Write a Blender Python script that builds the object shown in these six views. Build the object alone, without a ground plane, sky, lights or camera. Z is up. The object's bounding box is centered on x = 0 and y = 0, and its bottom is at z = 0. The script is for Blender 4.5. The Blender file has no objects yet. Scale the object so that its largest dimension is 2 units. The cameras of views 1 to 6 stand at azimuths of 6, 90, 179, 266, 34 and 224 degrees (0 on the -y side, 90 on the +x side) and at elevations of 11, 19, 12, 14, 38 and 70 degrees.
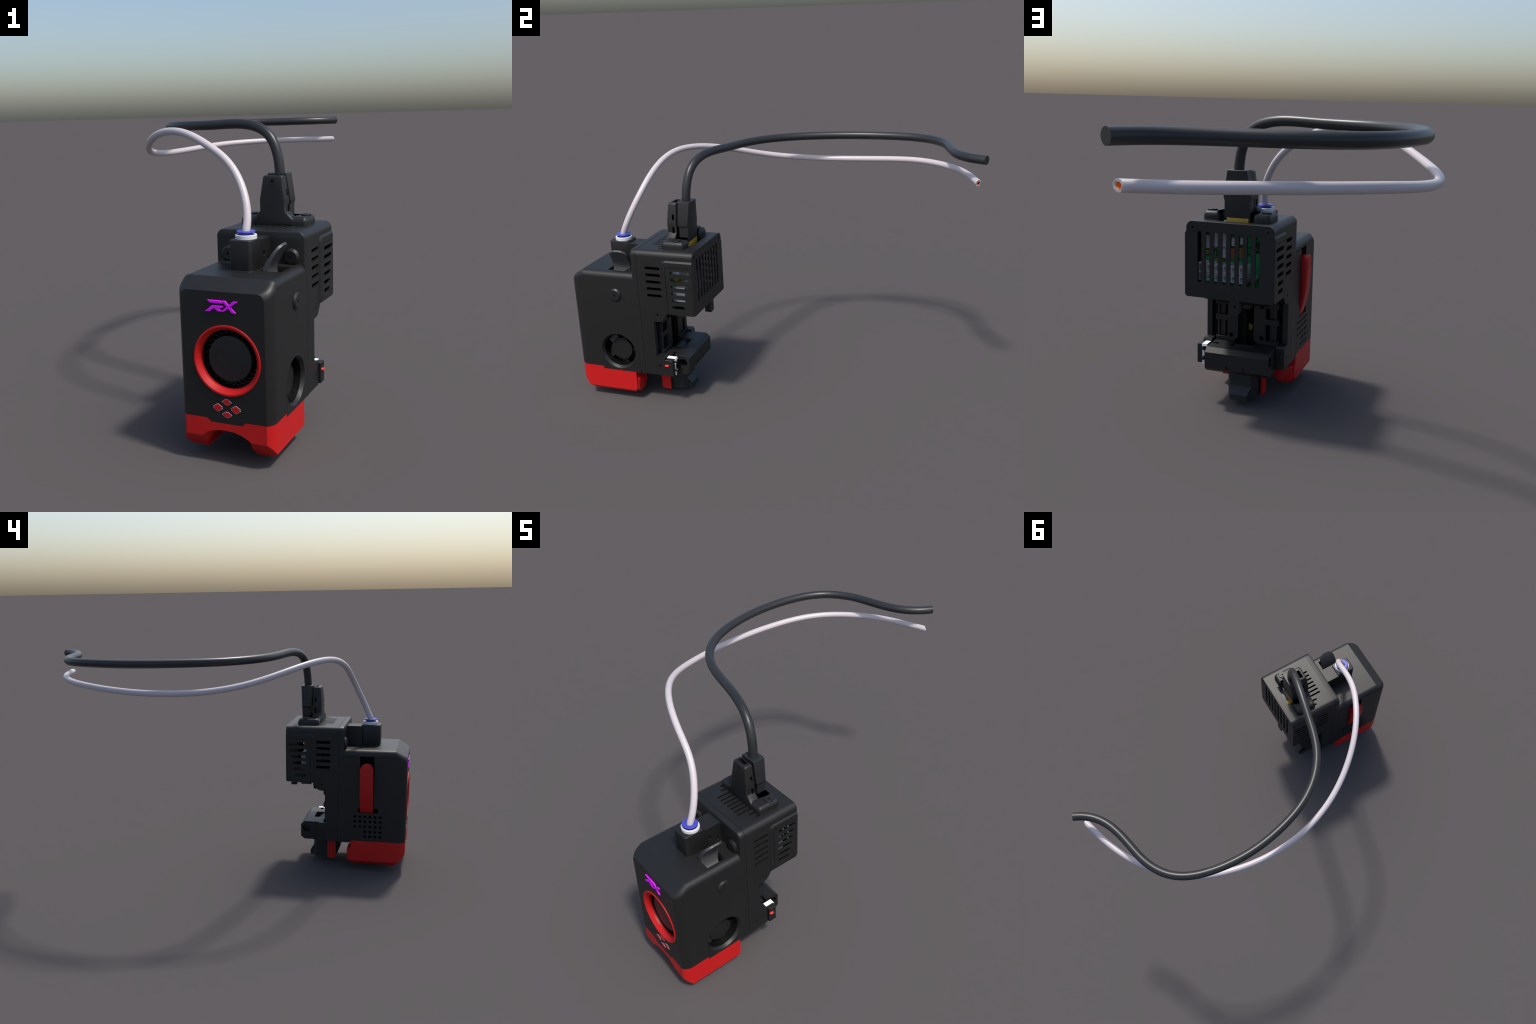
# A 3D-printer tool head: black moulded shell with red trim, fans, a rear electronics
# housing, a lower carriage, a cable with its plug and clamp, and a white feed tube.
# All parts are built in the tool head's own frame (x right, y back, z up; seam at y = 0)
# and parented to an Empty that is turned 18 degrees.
import bpy, bmesh, math, random
from mathutils import Vector, Matrix

R = random.Random(7)
pi = math.pi
W = 0.1885                      # half width of the body
YAW = math.radians(-18.0)
ORIGIN = Vector((0.1587, -0.5938, 0.0))
SCENE = bpy.context.scene.collection

# ------------------------------------------------------------------ materials
def mat(name, col, rough=0.5, metal=0.0, grain=0.0, bump=0.0, scale=220.0, spec=0.5, coat=0.0):
    m = bpy.data.materials.new(name)
    m.use_nodes = True
    nt = m.node_tree
    b = nt.nodes['Principled BSDF']
    b.inputs['Roughness'].default_value = rough
    b.inputs['Metallic'].default_value = metal
    b.inputs['Specular IOR Level'].default_value = spec
    b.inputs['Coat Weight'].default_value = coat
    tc = nt.nodes.new('ShaderNodeTexCoord')
    n = nt.nodes.new('ShaderNodeTexNoise')
    n.inputs['Scale'].default_value = scale
    n.inputs['Detail'].default_value = 3
    nt.links.new(tc.outputs['Object'], n.inputs['Vector'])
    r = nt.nodes.new('ShaderNodeValToRGB')
    r.color_ramp.elements[0].position = 0.3
    r.color_ramp.elements[1].position = 0.7
    r.color_ramp.elements[0].color = [c * (1 - grain) for c in col] + [1]
    r.color_ramp.elements[1].color = [min(1, c * (1 + grain)) for c in col] + [1]
    nt.links.new(n.outputs['Fac'], r.inputs['Fac'])
    nt.links.new(r.outputs['Color'], b.inputs['Base Color'])
    if bump:
        bp = nt.nodes.new('ShaderNodeBump')
        bp.inputs['Strength'].default_value = bump
        bp.inputs['Distance'].default_value = 0.001
        nt.links.new(n.outputs['Fac'], bp.inputs['Height'])
        nt.links.new(bp.outputs['Normal'], b.inputs['Normal'])
    return m

def striped(name, c1, c2, scale):
    """fine banded material (wound copper coils)"""
    m = mat(name, c1, 0.4, 0.3)
    nt = m.node_tree
    b = nt.nodes['Principled BSDF']
    tc = nt.nodes.new('ShaderNodeTexCoord')
    w = nt.nodes.new('ShaderNodeTexWave')
    w.bands_direction = 'Z'
    w.inputs['Scale'].default_value = scale
    mx = nt.nodes.new('ShaderNodeMix')
    mx.data_type = 'RGBA'
    mx.inputs['A'].default_value = (*c1, 1)
    mx.inputs['B'].default_value = (*c2, 1)
    nt.links.new(tc.outputs['Object'], w.inputs['Vector'])
    nt.links.new(w.outputs['Fac'], mx.inputs['Factor'])
    nt.links.new(mx.outputs['Result'], b.inputs['Base Color'])
    return m

BLACK = mat('black_plastic', (0.0100, 0.0100, 0.0101), 0.47, grain=0.04, bump=0.03, scale=500, spec=0.43)
DARK = mat('darkest_black_plastic', (0.004, 0.004, 0.0043), 0.6, spec=0.2)  # darkest black in the script, gloss cut, used in the deep gaps
SOFT = mat('soft_black_plastic', (0.0165, 0.0170, 0.0180), 0.44, grain=0.03, spec=0.43)
CABLE = mat('cable_rubber', (0.0200, 0.0210, 0.0220), 0.38, grain=0.03, scale=60, spec=0.45)
GREYD = mat('blue_grey_plastic', (0.0115, 0.0150, 0.0165), 0.5, spec=0.45)
SCREW = mat('blackened_steel', (0.0105, 0.0105, 0.0108), 0.45, spec=0.43)
BLADE = mat('lightened_blade_plastic', (0.045, 0.046, 0.049), 0.45)  # blade black lightened so the fins show inside the shaded intake
TONGUE = mat('dark_grey_plastic', (0.052, 0.053, 0.056), 0.47)
RED = mat('red_plastic', (0.49, 0.0085, 0.009), 0.47, grain=0.02, spec=0.35)
LEVER = mat('lever_red_plastic', (0.45, 0.0075, 0.009), 0.44, spec=0.35)
BUTTON = mat('button_red', (0.95, 0.045, 0.03), 0.4)
PURPLE = mat('purple_emblem', (0.72, 0.006, 0.88), 0.5, spec=0.35)
OUTLINE = mat('pale_outline', (0.45, 0.46, 0.55), 0.5)
TUBE = mat('white_tube', (0.53, 0.48, 0.50), 0.36, grain=0.01, scale=40)
WHITE = mat('white_plastic', (0.64, 0.65, 0.66), 0.45)
BLUE = mat('blue_plastic', (0.050, 0.058, 0.42), 0.4)
ORANGE = mat('orange_liner', (0.90, 0.20, 0.02), 0.5)
STEEL = mat('sun_whitened_steel', (0.92, 0.92, 0.93), 0.3, 0.0)  # non-metal near-white: the clip's sunlit glare is in the base colour
SILVER = mat('silver_component', (0.62, 0.63, 0.67), 0.4)
PALE = mat('pale_connector', (0.85, 0.86, 0.88), 0.5)
GREEN = mat('green_board', (0.008, 0.40, 0.13), 0.4, grain=0.2, scale=90)
GOLD = mat('gold_contact', (0.42, 0.27, 0.03), 0.4, 0.2)
BRASS = mat('brass', (0.50, 0.36, 0.10), 0.35, 0.7)
COPPER = striped('copper_coil', (0.55, 0.19, 0.07), (0.33, 0.10, 0.04), 70)
OLIVE = striped('bronze_coil', (0.40, 0.24, 0.06), (0.22, 0.13, 0.03), 55)
SOCKET = mat('dull_socket', (0.10, 0.12, 0.15), 0.5, grain=0.3, scale=60)
TEAL = mat('teal_mask', (0.03, 0.16, 0.14), 0.45)
CHIP = mat('chip_black', (0.02, 0.02, 0.022), 0.4)

# ------------------------------------------------------------------ mesh helpers
HEAD = bpy.data.objects.new('printer_tool_head', None)
SCENE.objects.link(HEAD)
HEAD.location = ORIGIN
HEAD.rotation_euler = (0, 0, YAW)
HEAD['label'] = 'black and red printer tool head with looping cable and white tube'
HEAD['category'] = '3d printer part'

def raw(verts, faces, name='tmp'):
    me = bpy.data.meshes.new(name)
    me.from_pydata([tuple(v) for v in verts], [], faces)
    me.update()
    bm = bmesh.new()
    bm.from_mesh(me)
    bmesh.ops.recalc_face_normals(bm, faces=bm.faces)
    bm.to_mesh(me)
    bm.free()
    o = bpy.data.objects.new(name, me)
    SCENE.objects.link(o)
    return o

AX = {'x': lambda a, b, t: (t, a, b),      # polygon given as (y, z)
      'y': lambda a, b, t: (a, t, b),      # polygon given as (x, z)
      'z': lambda a, b, t: (a, b, t)}      # polygon given as (x, y)

def loft(sections, name='tmp'):
    n = len(sections[0])
    v = [p for s in sections for p in s]
    f = []
    for k in range(len(sections) - 1):
        for i in range(n):
            j = (i + 1) % n
            f.append((k * n + i, k * n + j, (k + 1) * n + j, (k + 1) * n + i))
    f.append(tuple(range(n)))
    f.append(tuple(range((len(sections) - 1) * n, len(sections) * n)))
    return raw(v, f, name)

def prism(poly, axis, a, b, name='tmp'):
    g = AX[axis]
    return loft([[g(p, q, a) for p, q in poly], [g(p, q, b) for p, q in poly]], name)

def box(x0, x1, y0, y1, z0, z1, name='tmp'):
    return prism([(x0, y0), (x1, y0), (x1, y1), (x0, y1)], 'z', z0, z1, name)

def circle(c, r, n=48, a0=0.0):
    return [(c[0] + r * math.cos(a0 + 2 * pi * i / n), c[1] + r * math.sin(a0 + 2 * pi * i / n)) for i in range(n)]

def arc(c, r, a0, a1, n):
    return [(c[0] + r * math.cos(math.radians(a0 + (a1 - a0) * i / n)),
             c[1] + r * math.sin(math.radians(a0 + (a1 - a0) * i / n))) for i in range(n + 1)]

def turn(c, axis, prof, n=64, name='tmp'):
    """solid of revolution: prof = [(radius, position along axis), ...]"""
    g = AX[axis]
    return loft([[g(p, q, t) for p, q in circle(c, r, n)] for r, t in prof], name)

def ring(c, axis, prof, n=64, name='tmp'):
    """closed ring of revolution from a closed profile [(radius, position), ...]"""
    g = AX[axis]
    secs = [[g(p, q, t) for p, q in circle(c, r, n)] for r, t in prof]
    m, v, f = len(prof), [p for s in secs for p in s], []
    for k in range(m):
        k2 = (k + 1) % m
        for i in range(n):
            j = (i + 1) % n
            f.append((k * n + i, k * n + j, k2 * n + j, k2 * n + i))
    return raw(v, f, name)

def stadium(p0, p1, r, n=8):
    """slot outline between two 2D points"""
    a = math.degrees(math.atan2(p1[1] - p0[1], p1[0] - p0[0]))
    return arc(p1, r, a - 90, a + 90, n) + arc(p0, r, a + 90, a + 270, n)

def rrect(x0, x1, y0, y1, r, n=6):
    return (arc((x1 - r, y1 - r), r, 0, 90, n) + arc((x0 + r, y1 - r), r, 90, 180, n) +
            arc((x0 + r, y0 + r), r, 180, 270, n) + arc((x1 - r, y0 + r), r, 270, 360, n))

def join(objs, name='tmp'):
    bm = bmesh.new()
    for o in objs:
        bm.from_mesh(o.data)
        bpy.data.objects.remove(o)
    me = bpy.data.meshes.new(name)
    bm.to_mesh(me)
    bm.free()
    o = bpy.data.objects.new(name, me)
    SCENE.objects.link(o)
    return o

def apply_mods(o):
    dg = bpy.context.evaluated_depsgraph_get()
    me = bpy.data.meshes.new_from_object(o.evaluated_get(dg))
    o.modifiers.clear()
    o.data = me
    return o

def boolean(o, cutters, op='DIFFERENCE'):
    c = join(cutters)
    m = o.modifiers.new('b', 'BOOLEAN')
    m.operation, m.object, m.solver = op, c, 'EXACT'
    m.use_self = True
    apply_mods(o)
    bpy.data.objects.remove(c)
    return o

def bevel(o, w, seg=2, ang=30):
    m = o.modifiers.new('v', 'BEVEL')
    m.width, m.segments, m.limit_method = w, seg, 'ANGLE'
    m.angle_limit = math.radians(ang)
    m.use_clamp_overlap = True
    return apply_mods(o)

def part(o, name, material, parent=None, smooth=35, kind=None):
    o.name = name
    o.data.name = name
    o.data.materials.clear()
    o.data.materials.append(material)
    o.data.polygons.foreach_set('use_smooth', [True] * len(o.data.polygons))
    o.data.set_sharp_from_angle(angle=math.radians(smooth))
    o.parent = parent or HEAD
    if kind:
        o['kind'] = kind
    return o

def copies(o, mats, name=None):
    """instances of o sharing its mesh at other 4x4 matrices"""
    for M in mats:
        c = o.copy()
        SCENE.objects.link(c)
        c.parent = o.parent
        c.matrix_local = M
    return o

def bspline(ctrl, m):
    n, k = len(ctrl), 3
    t = [0.0] * k + [i / (n - k) for i in range(n - k + 1)] + [1.0] * k
    out = []
    for s in range(m + 1):
        u = min(s / m, 1 - 1e-9)
        j = max(i for i in range(k, n) if t[i] <= u)
        d = [Vector(ctrl[j - k + i]) for i in range(k + 1)]
        for r in range(1, k + 1):
            for i in range(k, r - 1, -1):
                q = j - k + i
                a = (u - t[q]) / (t[q + k - r + 1] - t[q])
                d[i] = d[i - 1] * (1 - a) + d[i] * a
        out.append(d[k])
    return out

def frames(path):
    tang = [(path[min(i + 1, len(path) - 1)] - path[max(i - 1, 0)]).normalized() for i in range(len(path))]
    up = tang[0].orthogonal().normalized()
    fr = []
    for t in tang:
        up = (up - t * up.dot(t)).normalized()
        fr.append((up, t.cross(up)))
    return tang, fr

# ------------------------------------------------------------------ front cover
def top_profile(hw, top, r, bottom, n=10):
    return [(-hw, bottom), (hw, bottom)] + arc((hw - r, top - r), r, 0, 90, n) + arc((-hw + r, top - r), r, 90, 180, n)

def corner_hw(y):
    """half width of the body at depth y: the front corners curve in"""
    d = max(0.0, -0.330 - y)
    return W - (0.0536 - math.sqrt(0.0536 ** 2 - d * d))

def cover_top(y):
    return 0.7000 if y > -0.313 else 0.7000 - (-0.313 - y) * 0.040 / 0.062

ys = [-0.375, -0.370, -0.362, -0.353, -0.344, -0.336, -0.330, -0.313, -0.30, -0.0237]
secs = []
for y in ys:
    r = 0.026 + min(0.003, (y + 0.375) * 0.06)
    secs.append([(p, y, q) for p, q in top_profile(corner_hw(y), cover_top(y), r, 0.1775)])
cover = loft(secs)
FAN, FZ = 0.0135, 0.405                 # centre of the front blower
SFY, SFZ = -0.1445, 0.272               # centre of the side fan
cut = [box(-0.0385, 0.0050, -0.130, 0.010, 0.330, 0.450), turn((FAN, FZ), 'y', [(0.1325, -0.40), (0.1325, -0.360)]),
       turn((FAN, FZ), 'y', [(0.1135, -0.361), (0.1135, -0.190)]),
       box(0.066, 0.152, -0.181, -0.086, 0.60, 0.75),
       box(-0.25, -0.112, -0.1985, -0.1195, 0.37, 0.666), box(-0.1125, 0.030, -0.186, -0.1200, 0.560, 0.660),
       box(-0.25, -0.130, -0.223, -0.111, 0.343, 0.3701),
       box(-0.20, -W + 0.004, -0.1195, -0.02, 0.661, 0.6645),
       turn((SFY, SFZ), 'x', [(0.0975, 0.12), (0.0975, 0.25)])]
grid = []
for row, zz in enumerate((0.320, 0.292, 0.262, 0.232, 0.204)):
    for col in range(6):
        if row > 2 and col < 2:
            continue
        grid.append((-0.095 - 0.0284 * col, zz))
boolean(cover, cut)
boolean(cover, [turn(g, 'x', [(0.0078, -0.25), (0.0078, -0.125)], 16) for g in grid])
part(cover, 'front_cover', BLACK, smooth=22)

# seam-edged panels, a hair proud of the shell, that carry the side fan and the vent holes
sp = boolean(box(0.10, W + 0.0004, -0.2415, -0.0288, 0.1642, 0.3675),
             [turn((SFY, SFZ), 'x', [(0.0868, 0.05), (0.0868, 0.1752), (0.0965, W + 0.0004), (0.0965, 0.25)])])
part(sp, 'fan_panel', BLACK)
vp = boolean(box(-W - 0.0004, -0.170, -0.262, -0.0735, 0.1785, 0.357),
             [box(-0.25, -0.165, -0.2235, -0.1105, 0.3435, 0.40)] +
             [turn(g, 'x', [(0.0078, -0.25), (0.0078, -0.150)], 16) for g in grid])
part(vp, 'vent_panel', BLACK)
part(box(-0.150, 0.150, -0.28, -0.03, 0.165, 0.1774), 'inner_floor', DARK)
part(box(-W + 0.002, -0.12, -0.073, -0.0288, 0.1625, 0.1774), 'rear_sill', BLACK)

# ---- front blower: red bezel, impeller with curved blades, domed hub
bez = ring((FAN, FZ), 'y', [(0.1335, -0.3745), (0.1335, -0.3782), (0.1325, -0.3792), (0.1268, -0.3792),
                            (0.1255, -0.378), (0.1128, -0.3625), (0.1115, -0.352), (0.132, -0.352)], 96)
part(bez, 'blower_bezel', RED, smooth=25)
blower = part(turn((FAN, FZ), 'y', [(0.1134, -0.197), (0.1134, -0.1905)]), 'blower', DARK)
part(ring((FAN, FZ), 'y', [(0.1133, -0.330), (0.1133, -0.198), (0.1120, -0.198), (0.1120, -0.330)]), 'blower_wall', DARK, blower)
part(turn((FAN, FZ), 'y', [(0.060, -0.198), (0.060, -0.300), (0.0866, -0.322), (0.0866, -0.348), (0.0855, -0.3498), (0.082, -0.3505)], 72),
     'hub', SOFT, blower)
bl = []
for i in range(28):
    a = 2 * pi * i / 28
    inner, outer = [], []
    for s in range(5):
        rr = 0.090 + 0.0215 * s / 4
        t = a + 0.24 * (s / 4) ** 1.8
        th = 0.0013 / rr
        inner.append((FAN + rr * math.cos(t - th), FZ + rr * math.sin(t - th)))
        outer.append((FAN + rr * math.cos(t + th), FZ + rr * math.sin(t + th)))
    bl.append(prism(inner + outer[::-1], 'y', -0.235, -0.3260))
part(join(bl), 'impeller_blades', BLADE, blower, 50, 'stuff')
# ---- side fan
fan = part(turn((SFY, SFZ), 'x', [(0.058, 0.118), (0.0587, 0.125), (0.0587, 0.1552), (0.0577, 0.1562)]), 'side_fan', BLACK)
part(ring((SFY, SFZ), 'x', [(0.0972, 0.122), (0.0972, 0.1749), (0.0868, 0.1749), (0.0868, 0.122)]), 'fan_frame', BLACK, fan)
part(turn((SFY, SFZ), 'x', [(0.0965, 0.1195), (0.0965, 0.1215)]), 'fan_back', DARK, fan)
blades = []
for i in range(5):
    a0 = 2 * pi * i / 5 + 0.75
    v, f = [], []
    for s in range(7):
        t = a0 + 0.62 * s / 6
        x = 0.136 + 0.0175 * s / 6
        for rr, dx in ((0.057, 0), (0.0835, -0.002), (0.0835, -0.0055), (0.057, -0.0035)):
            v.append((x + dx, SFY + rr * math.cos(t), SFZ + rr * math.sin(t)))
        if s:
            b = 4 * s
            for q in range(4):
                f.append((b - 4 + q, b - 4 + (q + 1) % 4, b + (q + 1) % 4, b + q))
    f += [(0, 1, 2, 3), (24, 25, 26, 27)]
    blades.append(raw(v, f))
part(join(blades), 'fan_blades', BLACK, fan, 40, 'stuff')
for i, (dy, dr) in enumerate(((0, 0.008), (0.042, 0.005))):
    part(ring((SFY + dy, SFZ), 'x', [(dr, 0.1558), (dr, 0.1568), (dr * 0.8, 0.1568), (dr * 0.8, 0.1558)], 24), 'hub_mark', SOFT, fan)

# ---- emblem "RX", raised strokes on the front face
def raised(poly, y0, y1, ch, name, m, parent=None):
    cx = sum(p for p, q in poly) / len(poly); cz = sum(q for p, q in poly) / len(poly)
    o = prism(poly, 'y', y0, y1)
    bevel(o, ch, 1, 40)
    return part(o, name, m, parent)
strokes = [
    [(-0.056, 0.6285), (-0.004, 0.6285), (0.007, 0.618), (-0.045, 0.618)],
    [(-0.036, 0.6095), (0.009, 0.6095), (0.0055, 0.604), (-0.002, 0.6005), (-0.009, 0.5985), (0.000, 0.5885), (-0.016, 0.5885),
     (-0.0295, 0.5995), (-0.047, 0.5855), (-0.066, 0.5855)],
    [(0.001, 0.6285), (0.017, 0.6285), (0.029, 0.6135), (0.047, 0.6285), (0.065, 0.6285), (0.036, 0.6075), (0.057, 0.5855),
     (0.041, 0.5855), (0.027, 0.6005), (0.010, 0.5885), (0.001, 0.5885), (-0.0025, 0.5925), (0.004, 0.5925), (0.0205, 0.6075)]]
for s in strokes:
    raised(s, -0.370, -0.3795, 0.0012, 'emblem_stroke', PURPLE)

# ---- four red lozenges with pale rims
for cx, cz, hw, hh, clip in ((0.007, 0.2475, 0.0208, 0.0128, 'v'), (-0.0295, 0.2225, 0.0198, 0.0165, 'h'),
                             (0.0435, 0.2225, 0.0198, 0.0165, 'h'), (0.007, 0.1985, 0.0208, 0.0128, 'v')):
    def loz(k):
        a, b, e = hw * k, hh * k, 0.0035
        if clip == 'v':
            return [(cx + a, cz), (cx + e, cz + b), (cx + e * .5, cz + b - .0022), (cx - e * .5, cz + b - .0022), (cx - e, cz + b),
                    (cx - a, cz), (cx - e, cz - b), (cx - e * .5, cz - b + .0022), (cx + e * .5, cz - b + .0022), (cx + e, cz - b)]
        return [(cx, cz + b), (cx - a, cz + e), (cx - a + .0022, cz + e * .5), (cx - a + .0022, cz - e * .5), (cx - a, cz - e),
                (cx, cz - b), (cx + a, cz - e), (cx + a - .0022, cz - e * .5), (cx + a - .0022, cz + e * .5), (cx + a, cz + e)]
    rim = part(prism(loz(1.0), 'y', -0.370, -0.3758), 'lozenge_rim', OUTLINE)
    part(prism(loz(0.90), 'y', -0.370, -0.3766), 'lozenge', RED)

# ------------------------------------------------------------------ red air duct under the cover
def red_section(y):
    hw = corner_hw(y) - 0.0004
    return [(-hw, y, 0.1765), (-hw, y, 0.036), (hw, y, 0.036), (hw, y, 0.1765)]
duct = loft([red_section(y) for y in (-0.375, -0.370, -0.364, -0.358, -0.352, -0.346, -0.340, -0.335, -0.33, -0.20, -0.0580)])
toe = [(-0.40, 0.129), (-0.375, 0.103), (-0.351, 0.0735), (-0.318, 0.0362), (-0.316, 0.02), (-0.42, 0.02)]
heel = [(-0.03, 0.072), (-0.058, 0.072), (-0.0735, 0.0435), (-0.079, 0.0362), (-0.079, 0.02), (-0.03, 0.02)]
boolean(duct, [prism(toe, 'x', -0.3, 0.3)])
boolean(duct, [prism(heel, 'x', -0.3, 0.3)])
for s in (-1, 1):
    boolean(duct, [prism([(s * (W + 0.01), 0.0672), (s * (W - 0.0218), 0.0350), (s * (W - 0.0218), 0.01), (s * (W + 0.01), 0.01)], 'y', -0.5, 0.1)])
arch = [(-0.086, 0.02), (-0.100, 0.086), (-0.099, 0.103), (-0.079, 0.119), (-0.056, 0.1285), (-0.034, 0.134), (-0.001, 0.1355),
        (0.037, 0.133), (0.067, 0.123), (0.088, 0.1115), (0.103, 0.1025), (0.107, 0.088), (0.106, 0.02)]
arch[0] = (-0.102, 0.02)
top_band = [(-W - .02, 0.1775), (-0.076, 0.1775), (-0.061, 0.1625), (0.067, 0.1625), (0.083, 0.1775), (W + .02, 0.1775),
            (W + .02, 0.30), (-W - .02, 0.30)]
tunnel = [(-0.102, 0.020), (-0.1015, 0.040), (-0.096, 0.064), (-0.079, 0.087), (-0.066, 0.106), (-0.050, 0.1155), (-0.028, 0.1195), (0.002, 0.1200),
          (0.032, 0.1195), (0.054, 0.1155), (0.070, 0.106), (0.083, 0.087), (0.106, 0.020)]
bore = loft([[(p, -0.50, q) for p, q in arch], [(p, -0.373, q) for p, q in arch], [(p, -0.345, q) for p, q in tunnel], [(p, -0.19, q) for p, q in tunnel]])
boolean(duct, [bore])
boolean(duct, [box(-0.128, 0.132, -0.1901, 0.0, 0.0, 0.150)])
boolean(duct, [prism([(p, q if q < .17 else q) for p, q in [(-0.076, 0.1780), (-0.061, 0.1625), (0.067, 0.1625), (0.083, 0.1780)]], 'y', -0.5, -0.36),
               box(0.0, 0.25, -0.2418, 0.0, 0.1640, 0.25),
               prism([(-0.052, 0.145), (-0.052, 0.2), (-0.0735, 0.2), (-0.0735, 0.138), (-0.06, 0.123), (-0.03, 0.123), (-0.03, 0.145)], 'x', -0.25, -0.08)])
part(duct, 'air_duct', RED, smooth=20)
# the cover's tongue that drops into the notch of the red band
part(prism([(-0.0755, 0.1776), (-0.0608, 0.1628), (0.0668, 0.1628), (0.0825, 0.1776)], 'y', -0.3749, -0.345), 'cover_tongue', BLACK)
# rear outlets of the duct: bulging, chamfered ends of the legs
outlet = [(0.160, 0.0420), (0.1815, 0.0600), (0.1815, 0.1165), (0.172, 0.1260), (0.099, 0.1300), (0.083, 0.1150), (0.0830, 0.0760), (0.112, 0.0425)]
oc = (0.136, 0.088)
for s in (-1, 1):
    out = [[(s * (oc[0] + (p - oc[0]) * k), y, oc[1] + (q - oc[1]) * k) for p, q in outlet]
           for y, k in ((-0.120, 1.0), (-0.0590, 1.0), (-0.0520, 0.90), (-0.0495, 0.76))]
    part(loft(out), 'duct_outlet', RED, smooth=20)

# ------------------------------------------------------------------ hot end (mostly hidden)
hot = part(box(-0.030, 0.042, -0.185, -0.063, 0.1425, 0.1650), 'heat_break_mount', DARK)
sock = prism([(-0.034, 0.1424), (-0.034, 0.070), (-0.026, 0.058), (0.030, 0.058), (0.038, 0.070), (0.038, 0.1424)], 'y', -0.2150, -0.125)
part(bevel(sock, 0.004, 2), 'heater_block', GREYD, hot)
part(turn((0.002, -0.185), 'z', [(0.005, 0.008), (0.006, 0.010), (0.0165, 0.030), (0.019, 0.032), (0.019, 0.048), (0.015, 0.050), (0.015, 0.060)], 24),
     'nozzle', SCREW, hot)

# ------------------------------------------------------------------ mounting plate behind the cover
plate = loft([[(p, y, q) for p, q in top_profile(W - d, 0.8260 - d, 0.028 - d * 0.6, 0.1635)]
              for y, d in ((-0.0285, 0.0045), (-0.0272, 0.0020), (-0.0255, 0.0006), (-0.0235, 0.0), (-0.0006, 0.0))])
boolean(plate, [box(-0.0385, 0.0050, -0.04, 0.010, 0.330, 0.450)])
part(plate, 'mounting_plate', BLACK)
gk = boolean(prism(top_profile(W - 0.004, 0.8220, 0.026, 0.168), 'y', -0.004, 0.004), [box(-0.0385, 0.0050, -0.04, 0.010, 0.330, 0.450)])
part(gk, 'seam_dark_filler', DARK)

# ------------------------------------------------------------------ screws
def hexpoly(c, r):
    return circle(c, r, 6)
def screw_mesh(r, h, hx, ch):
    o = turn((0, 0), 'z', [(r, -0.004), (r, h - ch), (r - ch, h)], 40)
    return boolean(o, [prism(hexpoly((0, 0), hx), 'z', h - 0.006, h + 0.01)])
def put(o, name, material, places, parent=None):
    """places: list of (position, outward axis)"""
    rot = {'+x': Matrix.Rotation(pi / 2, 4, 'Y'), '-x': Matrix.Rotation(-pi / 2, 4, 'Y'), '+z': Matrix(),
           '+y': Matrix.Rotation(-pi / 2, 4, 'X'), '-y': Matrix.Rotation(pi / 2, 4, 'X')}
    part(o, name, material, parent, 40)
    mats = [Matrix.Translation(p) @ rot[a] for p, a in places]
    o.matrix_local = mats[0]
    copies(o, mats[1:])
put(screw_mesh(0.0335, 0.0095, 0.0062, 0.007), 'shell_screw', SCREW, [((W, -0.131, 0.583), '+x')])
put(screw_mesh(0.0335, 0.0125, 0.0062, 0.009), 'plate_screw', SCREW,
    [((0.134, -0.0285, 0.729), '-y'), ((-0.134, -0.0285, 0.729), '-y')])
def flush_screw(c, axis, face, out):
    """cutters for a countersunk screw: hex socket and the ring gap round the head"""
    a, b = sorted((face - out * 0.009, face + out * 0.01))
    g0, g1 = sorted((face - out * 0.0016, face + out * 0.01))
    return [prism(hexpoly(c, 0.0066), axis, a, b), ring(c, axis, [(0.0214, g0), (0.0214, g1), (0.0206, g1), (0.0206, g0)], 40)]

# ------------------------------------------------------------------ rear housing
house = prism(top_profile(W, 0.8260, 0.028, 0.1655), 'y', 0.0008, 0.2892)
side = [(-0.01, 0.10), (0.113, 0.10), (0.113, 0.262), (0.107, 0.271), (0.0685, 0.271), (0.0685, 0.4585), (0.103, 0.4615),
        (0.115, 0.466), (0.126, 0.478), (0.1375, 0.495), (0.1475, 0.5085), (0.30, 0.5085), (0.30, 0.90), (-0.01, 0.90)]
boolean(house, [prism(side, 'x', -0.3, 0.3)], 'INTERSECT')
boolean(house, [box(-0.176, 0.176, 0.014, 0.32, 0.522, 0.780)])
boolean(house, [box(-0.1867, 0.1867, 0.165, 0.32, 0.5221, 0.778)])
boolean(house, [box(-0.150, 0.150, 0.0141, 0.32, 0.779, 0.814),
                box(-0.165, 0.165, 0.012, 0.21, 0.2705, 0.5165)])
boolean(house, [box(-0.149, 0.149, 0.0121, 0.22, 0.150, 0.2712)])
slots = [prism(stadium((0.054, z), (0.118, z), 0.0082), 'x', -0.25, 0.25) for z in (0.739, 0.7035, 0.668, 0.6325, 0.597)]
for k in range(7):
    x = -0.0765 + 0.0255 * k
    slots.append(prism(stadium((x, 0.049), (x, 0.150), 0.0052), 'z', 0.80, 0.90))
for x, y in ((0.108, 0.091), (-0.108, 0.091), (0.136, 0.108), (-0.136, 0.108)):
    slots.append(prism(stadium((x, y), (x, 0.145), 0.0052), 'z', 0.78, 0.90))
slots.append(box(-0.0725, 0.0725, 0.171, 0.252, 0.78, 0.90))
slots.append(box(-0.0385, 0.0050, -0.02, 0.030, 0.330, 0.450))
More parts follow.
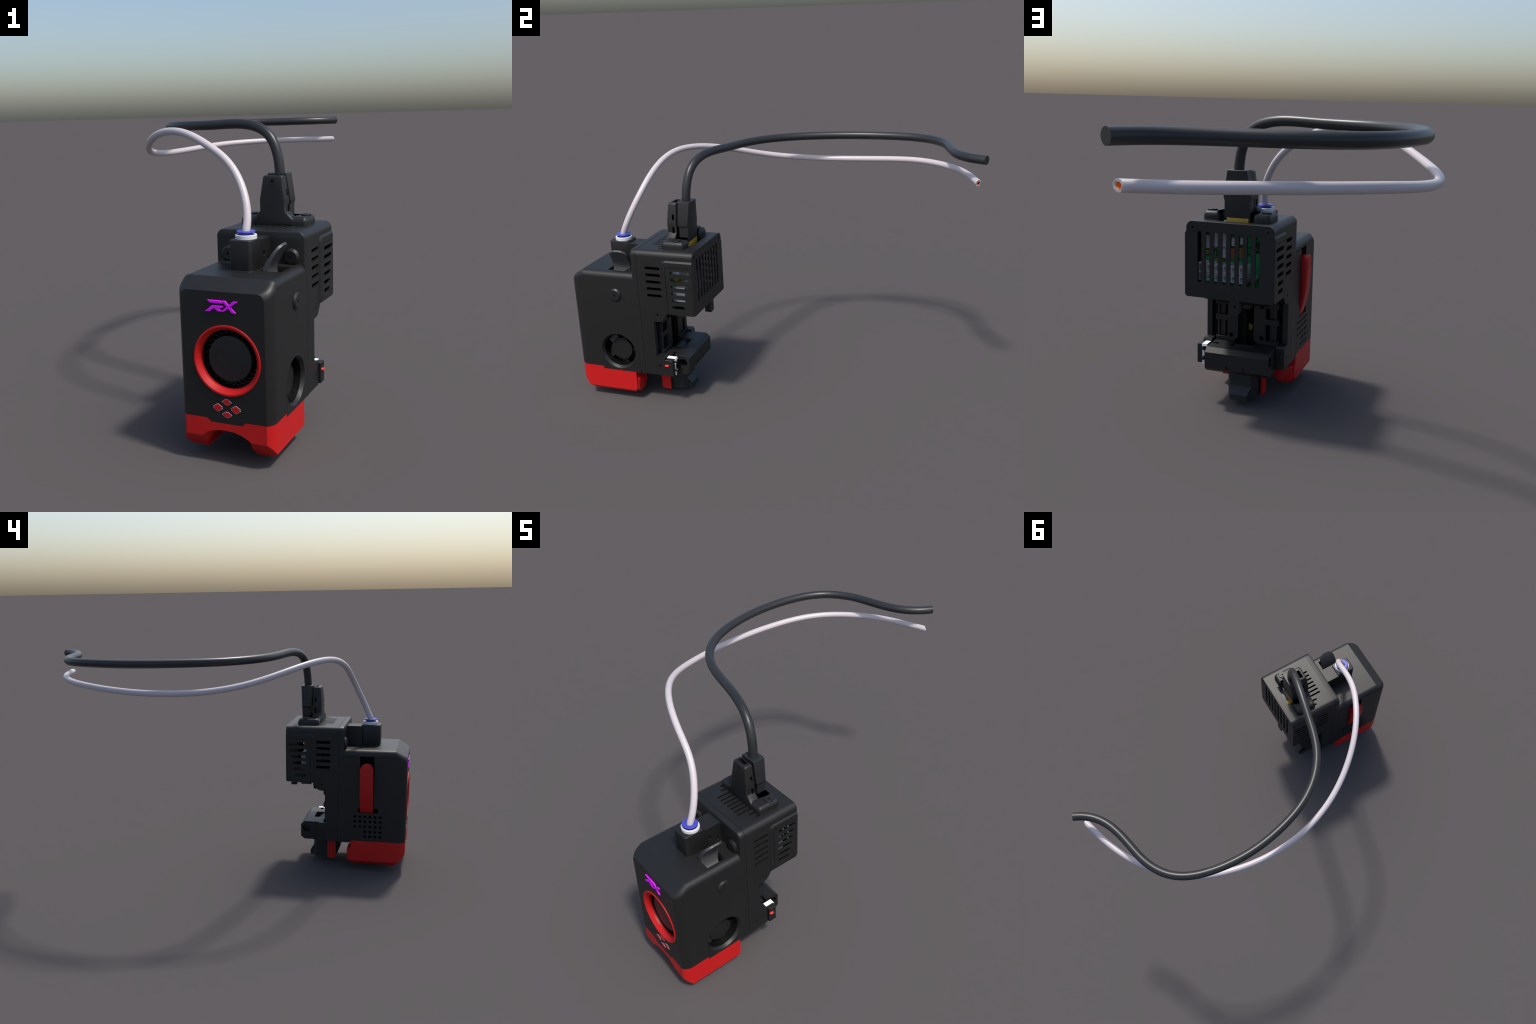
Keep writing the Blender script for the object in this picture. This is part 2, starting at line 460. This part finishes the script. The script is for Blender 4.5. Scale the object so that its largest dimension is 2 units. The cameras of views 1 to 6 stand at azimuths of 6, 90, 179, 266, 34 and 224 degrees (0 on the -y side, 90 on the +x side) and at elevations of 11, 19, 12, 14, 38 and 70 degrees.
for s in (-1, 1):
    for c in ((0.093, 0.498), (0.085, 0.217)):
        slots += flush_screw(c, 'x', s * W, s)
boolean(house, slots)

# proud louvred side panels with a bevelled rim
LOUVRE = [(0.726, 0.282), (0.690, 0.275), (0.654, 0.267), (0.619, 0.260), (0.583, 0.252), (0.548, 0.245)]
louv = []
for z, end in LOUVRE:
    louv.append(prism(stadium((0.188, z), (end - 0.008, z), 0.0086), 'x', -0.25, 0.25))
boolean(house, louv)
part(house, 'rear_housing', BLACK, smooth=28)
for s in (-1, 1):
    def outline(d):
        y0, z1, r = 0.134 + d, 0.784 - d, 0.024 - d * 0.6
        return [(0.2892, 0.5085), (0.2892, z1)] + arc((y0 + r, z1 - r), r, 90, 180, 8) + [(y0, 0.5085)]
    p = loft([[(s * (W - 0.0012), a, b) for a, b in outline(0)], [(s * (W + 0.0002), a, b) for a, b in outline(0)],
              [(s * (W + 0.0062), a, b) for a, b in outline(0.008)]])
    cuts = [prism(stadium((0.188, z), (end - 0.008, z), 0.0086), 'x', -0.25, 0.25) for z, end in LOUVRE]
    boolean(p, cuts)
    xg = s * (W + 0.0062)
    boolean(p, [box(min(xg - 0.003, xg + 0.003), max(xg - 0.003, xg + 0.003), 0.155, 0.276, 0.7505, 0.7535)])
    boolean(p, [box(min(xg - 0.003, xg + 0.003), max(xg - 0.003, xg + 0.003), 0.1545, 0.157, 0.500, 0.7535)])
    part(p, 'side_louvre_panel', BLACK, smooth=25)

# rear cover with eight upright slots and a screw tab
H = W + 0.0062
cov = [(-H, 0.517), (-H + 0.009, 0.508), (H - 0.009, 0.508), (H, 0.517), (H, 0.775), (W, 0.784)] + \
      arc((W - 0.028, 0.826 - 0.028), 0.028, 0, 90, 10) + arc((-W + 0.028, 0.826 - 0.028), 0.028, 90, 180, 10) + [(-W, 0.784), (-H, 0.775)]
rc = prism(cov, 'y', 0.2894, 0.2965)
boolean(rc, [prism(stadium((0.1305 - 0.03585 * k, 0.579), (0.1305 - 0.03585 * k, 0.777), 0.0086), 'y', 0.2, 0.4) for k in range(8)] +
        [k for c in ((0.1595, 0.801), (-0.164, 0.801)) for k in flush_screw(c, 'y', 0.2965, 1)])
part(bevel(rc, 0.0008, 1, 60), 'rear_cover', BLACK, smooth=25)
tab = prism([(-0.046, 0.511), (-0.046, 0.458), (-0.038, 0.449), (-0.010, 0.449), (-0.004, 0.456), (-0.004, 0.511)], 'y', 0.264, 0.2962)
boolean(tab, [prism(hexpoly((-0.0255, 0.484), 0.0055), 'y', 0.286, 0.31), ring((-0.0255, 0.484), 'y', [(0.0180, 0.295), (0.0180, 0.30), (0.0173, 0.30), (0.0173, 0.295)], 40)])
part(bevel(tab, 0.001, 1), 'cover_tab', BLACK)
part(box(-0.130, 0.130, 0.150, 0.238, 0.488, 0.5075), 'under_tray', BLACK)
part(prism([(-0.150, 0.5075), (-0.150, 0.48), (-0.12, 0.452), (0.10, 0.452), (0.122, 0.47), (0.122, 0.5075)], 'y', 0.105, 0.148), 'under_rib', DARK)
for x0, y0, y1, zb in ((-0.178, 0.243, 0.267, 0.499), (-0.178, 0.156, 0.212, 0.493)):
    part(box(x0, x0 + 0.03, y0, y1, zb, 0.510), 'under_lug', BLACK)

# ------------------------------------------------------------------ circuit board and its components
board = part(box(-0.160, 0.160, 0.167, 0.1725, 0.530, 0.776), 'circuit_board', GREEN)
def comp(name, m, x0, x1, z0, z1, d, ch=0.0015):
    o = box(x0, x1, 0.1726, 0.1726 + d * 1.35, z0, z1)
    part(bevel(o, ch, 1), name, m, board)
comp('shield_can', SILVER, 0.098, 0.158, 0.700, 0.757, 0.030)
comp('gold_pad', GOLD, 0.130, 0.156, 0.672, 0.690, 0.020)
comp('shield_can', SILVER, 0.040, 0.105, 0.712, 0.774, 0.042)
comp('shield_can', SILVER, 0.048, 0.075, 0.664, 0.706, 0.030)
comp('shield_can', PALE, 0.006, 0.026, 0.716, 0.752, 0.024)
comp('shield_can', PALE, -0.022, -0.006, 0.722, 0.752, 0.012)
comp('coil', COPPER, 0.004, 0.034, 0.665, 0.708, 0.026)
comp('coil', OLIVE, -0.034, -0.004, 0.668, 0.712, 0.020)
comp('coil', COPPER, -0.138, -0.105, 0.690, 0.740, 0.022)
comp('chip', CHIP, -0.098, -0.068, 0.708, 0.734, 0.010)
comp('chip', CHIP, -0.098, -0.068, 0.688, 0.697, 0.006)
comp('chip', CHIP, -0.138, -0.116, 0.622, 0.648, 0.016)
comp('chip', CHIP, -0.058, -0.050, 0.726, 0.733, 0.004)
comp('chip', CHIP, -0.058, -0.050, 0.708, 0.715, 0.004)
comp('socket', SILVER, -0.140, -0.112, 0.748, 0.774, 0.030)
comp('gold_pad', GOLD, 0.064, 0.104, 0.645, 0.656, 0.020)
comp('gold_pad', GOLD, -0.045, -0.015, 0.757, 0.774, 0.006)
comp('gold_pad', GOLD, 0.086, 0.104, 0.615, 0.628, 0.040)
for k in range(6):                                   # two rows of plug connectors
    x = 0.160 - 0.0360 * k
    for z0, z1 in ((0.603, 0.640), (0.566, 0.600)):
        o = box(x - 0.030, x, 0.1726, 0.236, z0, z1)
        boolean(o, [box(x - 0.026, x - 0.004, 0.220, 0.30, z0 + 0.006, z1 - 0.006)])
        part(o, 'plug_connector', PALE if k else SILVER, board)
        for q in (0.010, 0.020):
            part(box(x - q - 0.0018, x - q + 0.0018, 0.1726, 0.230, (z0 + z1) / 2 - 0.002, (z0 + z1) / 2 + 0.002), 'contact_pin', GOLD, board)
for x, z in ((-0.078, 0.585), (-0.118, 0.585), (-0.128, 0.612)):
    part(bevel(turn((x, z), 'y', [(0.012, 0.1726), (0.012, 0.220)], 24), 0.002, 2), 'capacitor', SILVER, board)
small = []
for _ in range(60):
    x, z = R.uniform(-0.155, 0.155), R.uniform(0.655, 0.765)
    w, h = R.choice(((0.004, 0.0025), (0.0025, 0.004), (0.006, 0.004)))
    small.append(box(x - w, x + w, 0.1726, 0.1726 + R.uniform(0.002, 0.004), z - h, z + h))
part(join(small), 'surface_parts', CHIP, board, kind='stuff')
# USB style socket under the plug
part(box(-0.070, 0.072, 0.187, 0.262, 0.7765, 0.786), 'socket_base', SOCKET, board)
part(box(-0.045, -0.020, 0.226, 0.256, 0.786, 0.796), 'socket_pad', GOLD, board)
part(box(-0.070, -0.047, 0.226, 0.256, 0.786, 0.793), 'socket_pad', TEAL, board)
part(bevel(box(-0.054, 0.042, 0.180, 0.2255, 0.791, 0.842), 0.003, 2), 'gold_socket', GOLD, board)
part(bevel(box(0.044, 0.055, 0.184, 0.2235, 0.791, 0.824), 0.002, 1), 'socket_shield', STEEL, board)

# ------------------------------------------------------------------ cable clamp and plug
CX = -0.004
def xz(l):      # mirror a half outline about the clamp's centre
    return [(CX + p, q) for p, q in l] + [(CX - p, q) for p, q in l[::-1]]
tower_half = [(0.090, 0.8200), (0.090, 0.8560), (0.0815, 0.8600), (0.057, 0.884), (0.0575, 0.930), (0.055, 0.942), (0.0425, 1.0285)]
def tower_y(z):
    return 0.1155 if z < 0.945 else 0.1155 + (z - 0.945) * 0.085
t1, t2 = [], []
for p, q in xz(tower_half):
    t1.append((p, tower_y(q), q)); t2.append((p, 0.1675, q))
tower = loft([t1, t2])
mb = tower.modifiers.new('v', 'BEVEL'); mb.width = 0.009; mb.segments = 4; mb.limit_method = 'ANGLE'; mb.angle_limit = math.radians(50)
apply_mods(tower)
boolean(tower, [box(-0.033, 0.018, 0.1375, 0.1575, 0.98, 1.10), turn((CX, 1.006), 'y', [(0.0062, 0.05), (0.0062, 0.15)], 20)] +
        [box(s * 0.048 + CX - 0.012, s * 0.048 + CX + 0.012, 0.1440, 0.1565, z0, z1) for s in (-1, 1) for z0, z1 in ((0.945, 0.972), (0.876, 0.911))])
clamp = part(tower, 'cable_clamp', BLACK, smooth=40)
foot_plan = []
for sx in (1, -1):
    pts = arc((CX + 0.1462 - 0.018, 0.1170 + 0.018), 0.018, -90, 0, 6) + arc((CX + 0.1462 - 0.018, 0.2375 - 0.018), 0.018, 0, 90, 6) + \
          arc((CX + 0.0735 + 0.014, 0.2375 - 0.014), 0.014, 90, 180, 5) + [(CX + 0.0735, 0.206), (CX + 0.0640, 0.196), (CX + 0.0640, 0.1705)]
    foot_plan += pts if sx == 1 else [(2 * CX - p, q) for p, q in pts[::-1]]
def inset(poly, d):
    n, out = len(poly), []
    for i in range(n):
        a, b, c = Vector(poly[i - 1]), Vector(poly[i]), Vector(poly[(i + 1) % n])
        n1 = Vector((-(b - a).y, (b - a).x)).normalized()
        n2 = Vector((-(c - b).y, (c - b).x)).normalized()
        m = (n1 + n2)
        m = m / max(0.3, m.dot(n1)) if m.length > 1e-6 else n1
        out.append((b.x + m.x * d, b.y + m.y * d))
    return out
layers = [(0.815, 0.0), (0.839, 0.0)] + [(0.8390 + 0.0222 * math.sin(math.radians(a)), 0.0165 * (1 - math.cos(math.radians(a)))) for a in (15, 30, 45, 60, 75, 90)]
f = loft([[(p, q, z) for p, q in inset(foot_plan, d)] for z, d in layers])
part(f, 'clamp_foot', BLACK, clamp, 40)
for s in (-1, 1):
    x0, x1 = sorted((CX + s * 0.0605, CX + s * 0.0950))
    part(bevel(box(x0, x1, 0.140, 0.2000, 0.815, 0.8590), 0.003, 2), 'clamp_web', BLACK, clamp)
put(screw_mesh(0.0205, 0.0050, 0.0058, 0.0008), 'clamp_screw', SCREW, [((0.114, 0.194, 0.8618), '+z'), ((-0.122, 0.194, 0.8618), '+z')], clamp)

def plug_sec(z, hw, y0, y1, mid, my, c=-0.005):
    return [(c - hw, y0, z), (c + hw, y0, z), (c + hw, y1, z), (c + mid, y1 + my, z), (c - mid, y1 + my, z), (c - hw, y1, z)]
plug = loft([plug_sec(0.838, 0.0560, 0.1780, 0.2235, 0.036, 0.003), plug_sec(0.908, 0.0555, 0.1790, 0.2265, 0.018, 0.007),
             plug_sec(0.9215, 0.0605, 0.1735, 0.2255, 0.020, 0.009), plug_sec(1.0335, 0.0415, 0.1735, 0.2340, 0.030, 0.0010)])
part(bevel(plug, 0.0012, 1, 25), 'cable_plug', SOFT, smooth=15)

# ------------------------------------------------------------------ feeder block with its push fitting
fb = prism(rrect(-0.0440, 0.0465, -0.2165, -0.109, 0.014), 'z', 0.690, 0.8170)
part(bevel(fb, 0.004, 3, 60), 'feeder_block', BLACK)
rb = box(-0.0405, 0.0462, -0.118, -0.0288, 0.690, 0.8085)
boolean(rb, [turn(c, 'x', [(0.0105, 0.034), (0.0105, 0.06)], 20) for c in ((-0.095, 0.750), (-0.051, 0.724), (-0.095, 0.697))])
part(bevel(rb, 0.0015, 1, 60), 'feeder_arm', BLACK)
fl = prism(rrect(-0.0465, 0.049, -0.2195, -0.180, 0.016), 'z', 0.692, 0.7040)
part(bevel(fl, 0.003, 2, 60), 'feeder_flange', BLACK)
put(screw_mesh(0.0085, 0.0015, 0.0040, 0.0012), 'grub_screw', SCREW, [((0.0405, -0.095, 0.750), '+x'), ((0.0405, -0.051, 0.724), '+x'), ((0.0405, -0.095, 0.697), '+x')])
FX, FY = 0.002, -0.157
part(ring((FX, FY), 'z', [(0.0415, 0.815), (0.0415, 0.831), (0.0400, 0.8325), (0.0335, 0.8325), (0.031, 0.826), (0.031, 0.815)], 56), 'fitting_collar', WHITE)
part(ring((FX, FY), 'z', [(0.026, 0.818), (0.026, 0.838), (0.0345, 0.8405), (0.0360, 0.8430), (0.0345, 0.8462), (0.030, 0.8470), (0.018, 0.8460), (0.0165, 0.820)], 56),
     'release_ring', BLUE)

# release tongue: a curved plate rising from the opening beside the feeder
def tongue():
    prof = [(0.150, 0.640, 0.008), (0.128, 0.643, 0.009), (0.109, 0.651, 0.010), (0.096, 0.664, 0.0105), (0.088, 0.682, 0.0105), (0.086, 0.708, 0.010), (0.097, 0.731, 0.0085), (0.112, 0.755, 0.0072),
            (0.127, 0.777, 0.0060), (0.1365, 0.789, 0.0052), (0.1445, 0.798, 0.0046)]
    v, f, m = [], [], 12
    for i, (x, z, th) in enumerate(prof):
        a = prof[min(i + 1, len(prof) - 1)]; b = prof[max(i - 1, 0)]
        t = Vector((a[0] - b[0], 0, a[1] - b[1])).normalized()
        nrm = Vector((t.z, 0, -t.x))
        u = i / (len(prof) - 1)
        h = 0.0475 if u < 0.66 else 0.0475 * math.sqrt(max(0.10, 1 - ((u - 0.66) / 0.34) ** 2.4 * 0.88))
        if i < 5:
            h = 0.036 + 0.0023 * i
        yc = -0.1315 + 0.010 * max(0, u - 0.3) - (0.0475 - h if i < 5 else 0)
        for sd in (1, -1):
            for k in range(m + 1):
                y = yc + h * (2 * k / m - 1)
                p = Vector((x, y, z)) + nrm * th * sd
                v.append(p)
    n = 2 * (m + 1)
    for i in range(len(prof) - 1):
        for k in range(m):
            f.append((i * n + k, i * n + k + 1, (i + 1) * n + k + 1, (i + 1) * n + k))
            q = i * n + m + 1
            f.append((q + k, q + n + k, q + n + k + 1, q + k + 1))
        for k in (0, m):
            f.append((i * n + k, (i + 1) * n + k, (i + 1) * n + m + 1 + k, i * n + m + 1 + k))
    for i in (0, len(prof) - 1):
        for k in range(m):
            q = i * n
            f.append((q + k, q + k + 1, q + m + 2 + k, q + m + 1 + k))
    return raw(v, f)
part(tongue(), 'release_tongue', TONGUE, smooth=45)
part(box(0.060, 0.158, -0.187, -0.08, 0.598, 0.604), 'opening_floor', DARK)

# ------------------------------------------------------------------ red lever in the left side slot
lv = []
for x, z, th in ((-0.180, 0.338, 0.006), (-0.1885, 0.360, 0.008), (-0.1965, 0.392, 0.012), (-0.206, 0.430, 0.018), (-0.2115, 0.466, 0.024),
                 (-0.2145, 0.52, 0.030), (-0.2165, 0.590, 0.033)):
    lv.append((x, z, th))
Y0, Y1 = -0.1945, -0.1215
yc, hw = (Y0 + Y1) / 2, (Y1 - Y0) / 2
rows = [(x, z, th, hw) for x, z, th in lv]
for k in range(1, 8):
    a = pi / 2 * k / 7.4
    rows.append((-0.2165, 0.592 + hw * math.sin(a), 0.033, hw * math.cos(a)))
lever = loft([[(x, yc - h, z), (x, yc + h, z), (x + th, yc + h, z), (x + th, yc - h, z)] for x, z, th, h in rows])
part(bevel(lever, 0.003, 2, 50), 'release_lever', LEVER, smooth=40)
part(ring((yc, 0.594), 'x', [(0.031, -0.216), (0.031, -0.2176), (0.029, -0.2176), (0.0275, -0.2166), (0.0275, -0.216)], 40), 'lever_boss', LEVER)

# ------------------------------------------------------------------ rail brackets in the rear recess
for x0, x1, y0, y1 in ((0.034, 0.1645, 0.0305, 0.0455), (-0.1645, -0.040, 0.0305, 0.0455)):
    part(box(x0, x1, y0, y1, 0.172, 0.505), 'recess_wall', DARK)
part(box(0.0055, 0.0338, 0.030, 0.062, 0.180, 0.420), 'recess_rib', DARK)
part(box(-0.125, 0.125, 0.020, 0.160, 0.530, 0.776), 'slot_shade_box', DARK)  # near-black box that blocks through-light and keeps the front slots dark
for x0, x1 in ((0.126, 0.150), (-0.150, -0.126)):
    part(box(x0, x1, 0.100, 0.125, 0.615, 0.680), 'inner_post', BLACK)
def bracket(s, x_in, x_out):
    """upright plate with an arm and a foot strip; s = side"""
    X = lambda d: s * d + CX
    b = 0.2635
    pl = [(X(x_in), 0.452), (X(x_in), b + 0.018), (X(x_in + 0.018), b), (X(x_out), b), (X(x_out), 0.281), (X(0.088), 0.281), (X(0.088), 0.3535),
          (X(x_out), 0.3535), (X(x_out), 0.3790), (X(0.088), 0.3790), (X(0.088), 0.428), (X(x_out), 0.428), (X(x_out), 0.452)]
    o = prism(pl, 'y', 0.062, 0.0885)
    boolean(o, [turn((X(0.071), 0.290), 'y', [(0.0095, 0.03), (0.0095, 0.12)], 24), turn((X(0.071), 0.434), 'y', [(0.0095, 0.03), (0.0095, 0.12)], 24)])
    br = part(bevel(o, 0.001, 1), 'rail_bracket', BLACK)
    for d in (0.108, 0.116, 0.124, 0.133):
        w = 0.0034
        part(box(X(d) - w, X(d) + w, 0.046, 0.072 if d < 0.13 else 0.082, 0.270, 0.450), 'rail_rib', SOFT, br)
bracket(1, 0.038, 0.1435)
bracket(-1, 0.034, 0.1480)
part(turn((0.004, 0.318), 'y', [(0.0165, 0.0100), (0.0165, 0.030)], 24), 'brass_insert', BRASS)
part(box(0.006, 0.014, 0.046, 0.075, 0.425, 0.450), 'brass_pin', BRASS)
part(prism([(0.008, 0.475), (0.008, 0.424), (-0.022, 0.420), (-0.034, 0.434), (-0.034, 0.475)], 'y', 0.046, 0.105), 'centre_block', BLACK)

# ------------------------------------------------------------------ lower carriage
car = [(0.060, 0.156), (0.200, 0.156), (0.220, 0.173), (0.220, 0.2435), (0.1985, 0.2625), (0.060, 0.2625)]
c = prism(car, 'x', -0.1475, 0.1375)
boolean(c, [box(-0.053, 0.047, 0.060, 0.1565, 0.200, 0.30)])
boolean(c, [turn((0.187, 0.2195), 'x', [(0.0225, 0.08), (0.0225, 0.20)], 40), prism(hexpoly((0.187, 0.222), 0.0235), 'x', -0.20, -0.118),
            turn((0.034, 0.184), 'y', [(0.0088, 0.205), (0.0088, 0.25)], 24), turn((-0.041, 0.184), 'y', [(0.0088, 0.205), (0.0088, 0.25)], 24),
            box(0.118, 0.15, 0.130, 0.1435, 0.225, 0.28), turn((0.112, 0.137), 'z', [(0.010, 0.235), (0.010, 0.29)], 20)])
car_o = part(bevel(c, 0.0008, 1, 30), 'lower_carriage', BLACK, smooth=20)
for x in (0.034, -0.041):
    part(turn((x, 0.184), 'y', [(0.0070, 0.205), (0.0070, 0.2175)], 24), 'carriage_pin', SCREW, car_o)
part(turn((0.187, 0.222), 'x', [(0.012, -0.121), (0.012, -0.1175)], 20), 'nut_bore', SCREW, car_o)
part(prism([(0.100, 0.201), (0.1465, 0.201), (0.1465, 0.2380), (0.1180, 0.2570), (0.100, 0.2570)], 'x', -0.0528, 0.0468), 'window_wedge', GREYD, car_o)

# end-stop micro switch on the right side
sw = part(bevel(box(0.166, 0.1985, 0.1165, 0.1580, 0.1695, 0.2572), 0.0015, 1), 'micro_switch', BLACK)
part(bevel(box(0.1925, 0.2075, 0.1185, 0.1385, 0.2255, 0.2325), 0.002, 2), 'switch_button', BUTTON, sw)
part(box(0.1980, 0.1992, 0.1195, 0.1395, 0.2480, 0.2505), 'switch_groove', DARK, sw)
clip = prism([(0.1175, 0.2575), (0.1600, 0.2575), (0.1630, 0.2500), (0.1660, 0.2500), (0.1630, 0.2595), (0.1175, 0.2595)], 'x', 0.1500, 0.1735)
part(clip, 'switch_clip', STEEL, sw)
part(prism([(0.1582, 0.25), (0.1610, 0.25), (0.1640, 0.232), (0.1590, 0.217), (0.1610, 0.200), (0.1610, 0.166), (0.1582, 0.172)], 'x', 0.164, 0.1740), 'switch_leaf', STEEL, sw)
for z in (0.241, 0.195):
    part(bevel(turn((0.167, z), 'y', [(0.0090, 0.157), (0.0090, 0.172)], 24), 0.003, 2), 'switch_screw', SCREW, sw)
part(box(0.1376, 0.168, 0.125, 0.150, 0.18, 0.250), 'switch_bracket', DARK, sw)

# base plate, probe housing and its red guard
part(box(-W + 0.006, W - 0.006, -0.02, 0.105, 0.1640, 0.1720), 'base_plate', BLACK)
def pd(z, hx, y0, y1, cc):
    x0, x1 = -0.005 - hx, -0.005 + hx
    return [(x0, y0, z), (x1, y0, z), (x1, y1 - cc, z), (x1 - cc, y1, z), (x0 + cc, y1, z), (x0, y1 - cc, z)]
probe = part(loft([pd(0.025, 0.060, 0.040, 0.1585, 0.016), pd(0.158, 0.060, 0.030, 0.1585, 0.012)]), 'probe_housing', GREYD, smooth=15)
part(loft([[(-0.057, 0.157, 0.088), (0.047, 0.157, 0.088), (0.047, 0.1575, 0.088), (-0.057, 0.1575, 0.088)],
           [(-0.050, 0.150, 0.052), (0.040, 0.150, 0.052), (0.033, 0.181, 0.052), (-0.043, 0.181, 0.052)],
           [(-0.050, 0.150, 0.0255), (0.040, 0.150, 0.0255), (0.033, 0.181, 0.0265), (-0.043, 0.181, 0.0265)]]), 'probe_wedge', GREYD, probe, smooth=10)
part(prism([(0.040, 0.158), (0.004, 0.158), (0.004, 0.085), (0.026, 0.030), (0.040, 0.030)], 'x', -0.040, 0.030), 'probe_front', GREYD, probe)
guard_side = [(-0.008, 0.1620), (0.108, 0.1620), (0.112, 0.157), (0.104, 0.1495), (0.0755, 0.1485), (0.0750, 0.0215), (0.0250, 0.0235), (0.0250, 0.1485), (-0.008, 0.1500)]
for s, xg in ((1, 0.0665), (-1, -0.0765)):
    g = prism(guard_side, 'x', xg - 0.0055, xg + 0.0055)
    part(bevel(g, 0.001, 1), 'probe_guard', RED)

# ------------------------------------------------------------------ cable and feed tube
TO_LOCAL = (Matrix.Translation(ORIGIN) @ Matrix.Rotation(YAW, 4, 'Z')).inverted()
cable_path = [(0.2189, -0.401, 1.03), (0.2142, -0.3951, 1.1665), (0.1225, -0.3349, 1.2474), (-0.0723, -0.2109, 1.2307),
              (-0.2531, -0.0996, 1.231), (-0.3647, 0.1004, 1.2287), (-0.3755, 0.3261, 1.2288), (-0.3416, 0.5495, 1.2267),
              (-0.2439, 0.7674, 1.229), (-0.1249, 0.8861, 1.2278), (0.041, 0.9148, 1.2288), (0.2034, 0.882, 1.2291),
              (0.3731, 0.9013, 1.2305), (0.447, 0.985, 1.2301)]
tube_path = [(0.1121, -0.7439, 0.8449), (0.1258, -0.7188, 0.9147), (0.0786, -0.6328, 1.0686), (-0.0382, -0.5777, 1.1553),
              (-0.1745, -0.4861, 1.2255), (-0.3367, -0.2962, 1.2055), (-0.4493, -0.0092, 1.1145), (-0.4505, 0.2956, 1.0849),
              (-0.3573, 0.5711, 1.0914), (-0.2088, 0.7899, 1.1126), (-0.0262, 0.9019, 1.1188), (0.1532, 0.9568, 1.1226),
              (0.3041, 0.9658, 1.1204), (0.428, 0.9598, 1.1218)]

CUT = (Matrix.Rotation(-YAW, 3, 'Z') @ Vector((0.72, 0.69, 0.0))).normalized()
def onto_cut(p, e, t):
    """slide p along the tube direction t onto the end plane through e"""
    return p + t * ((e - p).dot(CUT) / t.dot(CUT))

def sweep(path, r, n=28, end=None):
    """round tube along path; end = (inner radius, depth) leaves an open bore at the far end"""
    tang, fr = frames(path)
    rows = [[p + (u * math.cos(2 * pi * k / n) + w * math.sin(2 * pi * k / n)) * r for k in range(n)] for p, (u, w) in zip(path, fr)]
    rows[-1] = [onto_cut(p, path[-1], tang[-1]) for p in rows[-1]]
    m = len(rows) - 1
    while m > 1 and min((q - p).dot(tang[-1]) for p, q in zip(rows[m - 1], rows[-1])) < 0.002:
        rows.pop(m - 1)
        m -= 1
    if end:
        ri, depth = end
        u, w = fr[-1]
        for back in (0.0, depth):
            rows.append([onto_cut(path[-1] + (u * math.cos(2 * pi * k / n) + w * math.sin(2 * pi * k / n)) * ri, path[-1], tang[-1]) - tang[-1] * back for k in range(n)])
    return loft(rows)
cp = [TO_LOCAL @ p for p in bspline(cable_path, 200)]
part(sweep([cp[0] - Vector((0, 0, 0.01))] + cp, 0.0212), 'cable', CABLE, smooth=60)
tp = [TO_LOCAL @ p for p in bspline(tube_path, 220)]
part(sweep([tp[0] - Vector((0, 0, 0.02))] + tp, 0.0157, end=(0.0090, 0.05)), 'feed_tube', TUBE, smooth=60)
tg = (tp[-1] - tp[-2]).normalized()
u = tg.orthogonal().normalized(); w = tg.cross(u)
lin = []
for r, back in ((0.0089, 0.0012), (0.0072, 0.0012), (0.0072, 0.030), (0.001, 0.030), (0.001, 0.032), (0.0089, 0.032)):
    lin.append([onto_cut(tp[-1] + (u * math.cos(2 * pi * k / 24) + w * math.sin(2 * pi * k / 24)) * r, tp[-1], tg) - tg * back for k in range(24)])
n24, lv_, lf_ = 24, [p for row in lin for p in row], []
for k in range(len(lin)):
    k2 = (k + 1) % len(lin)
    for i in range(n24):
        j = (i + 1) % n24
        lf_.append((k * n24 + i, k * n24 + j, k2 * n24 + j, k2 * n24 + i))
part(raw(lv_, lf_), 'tube_liner', ORANGE, smooth=40)
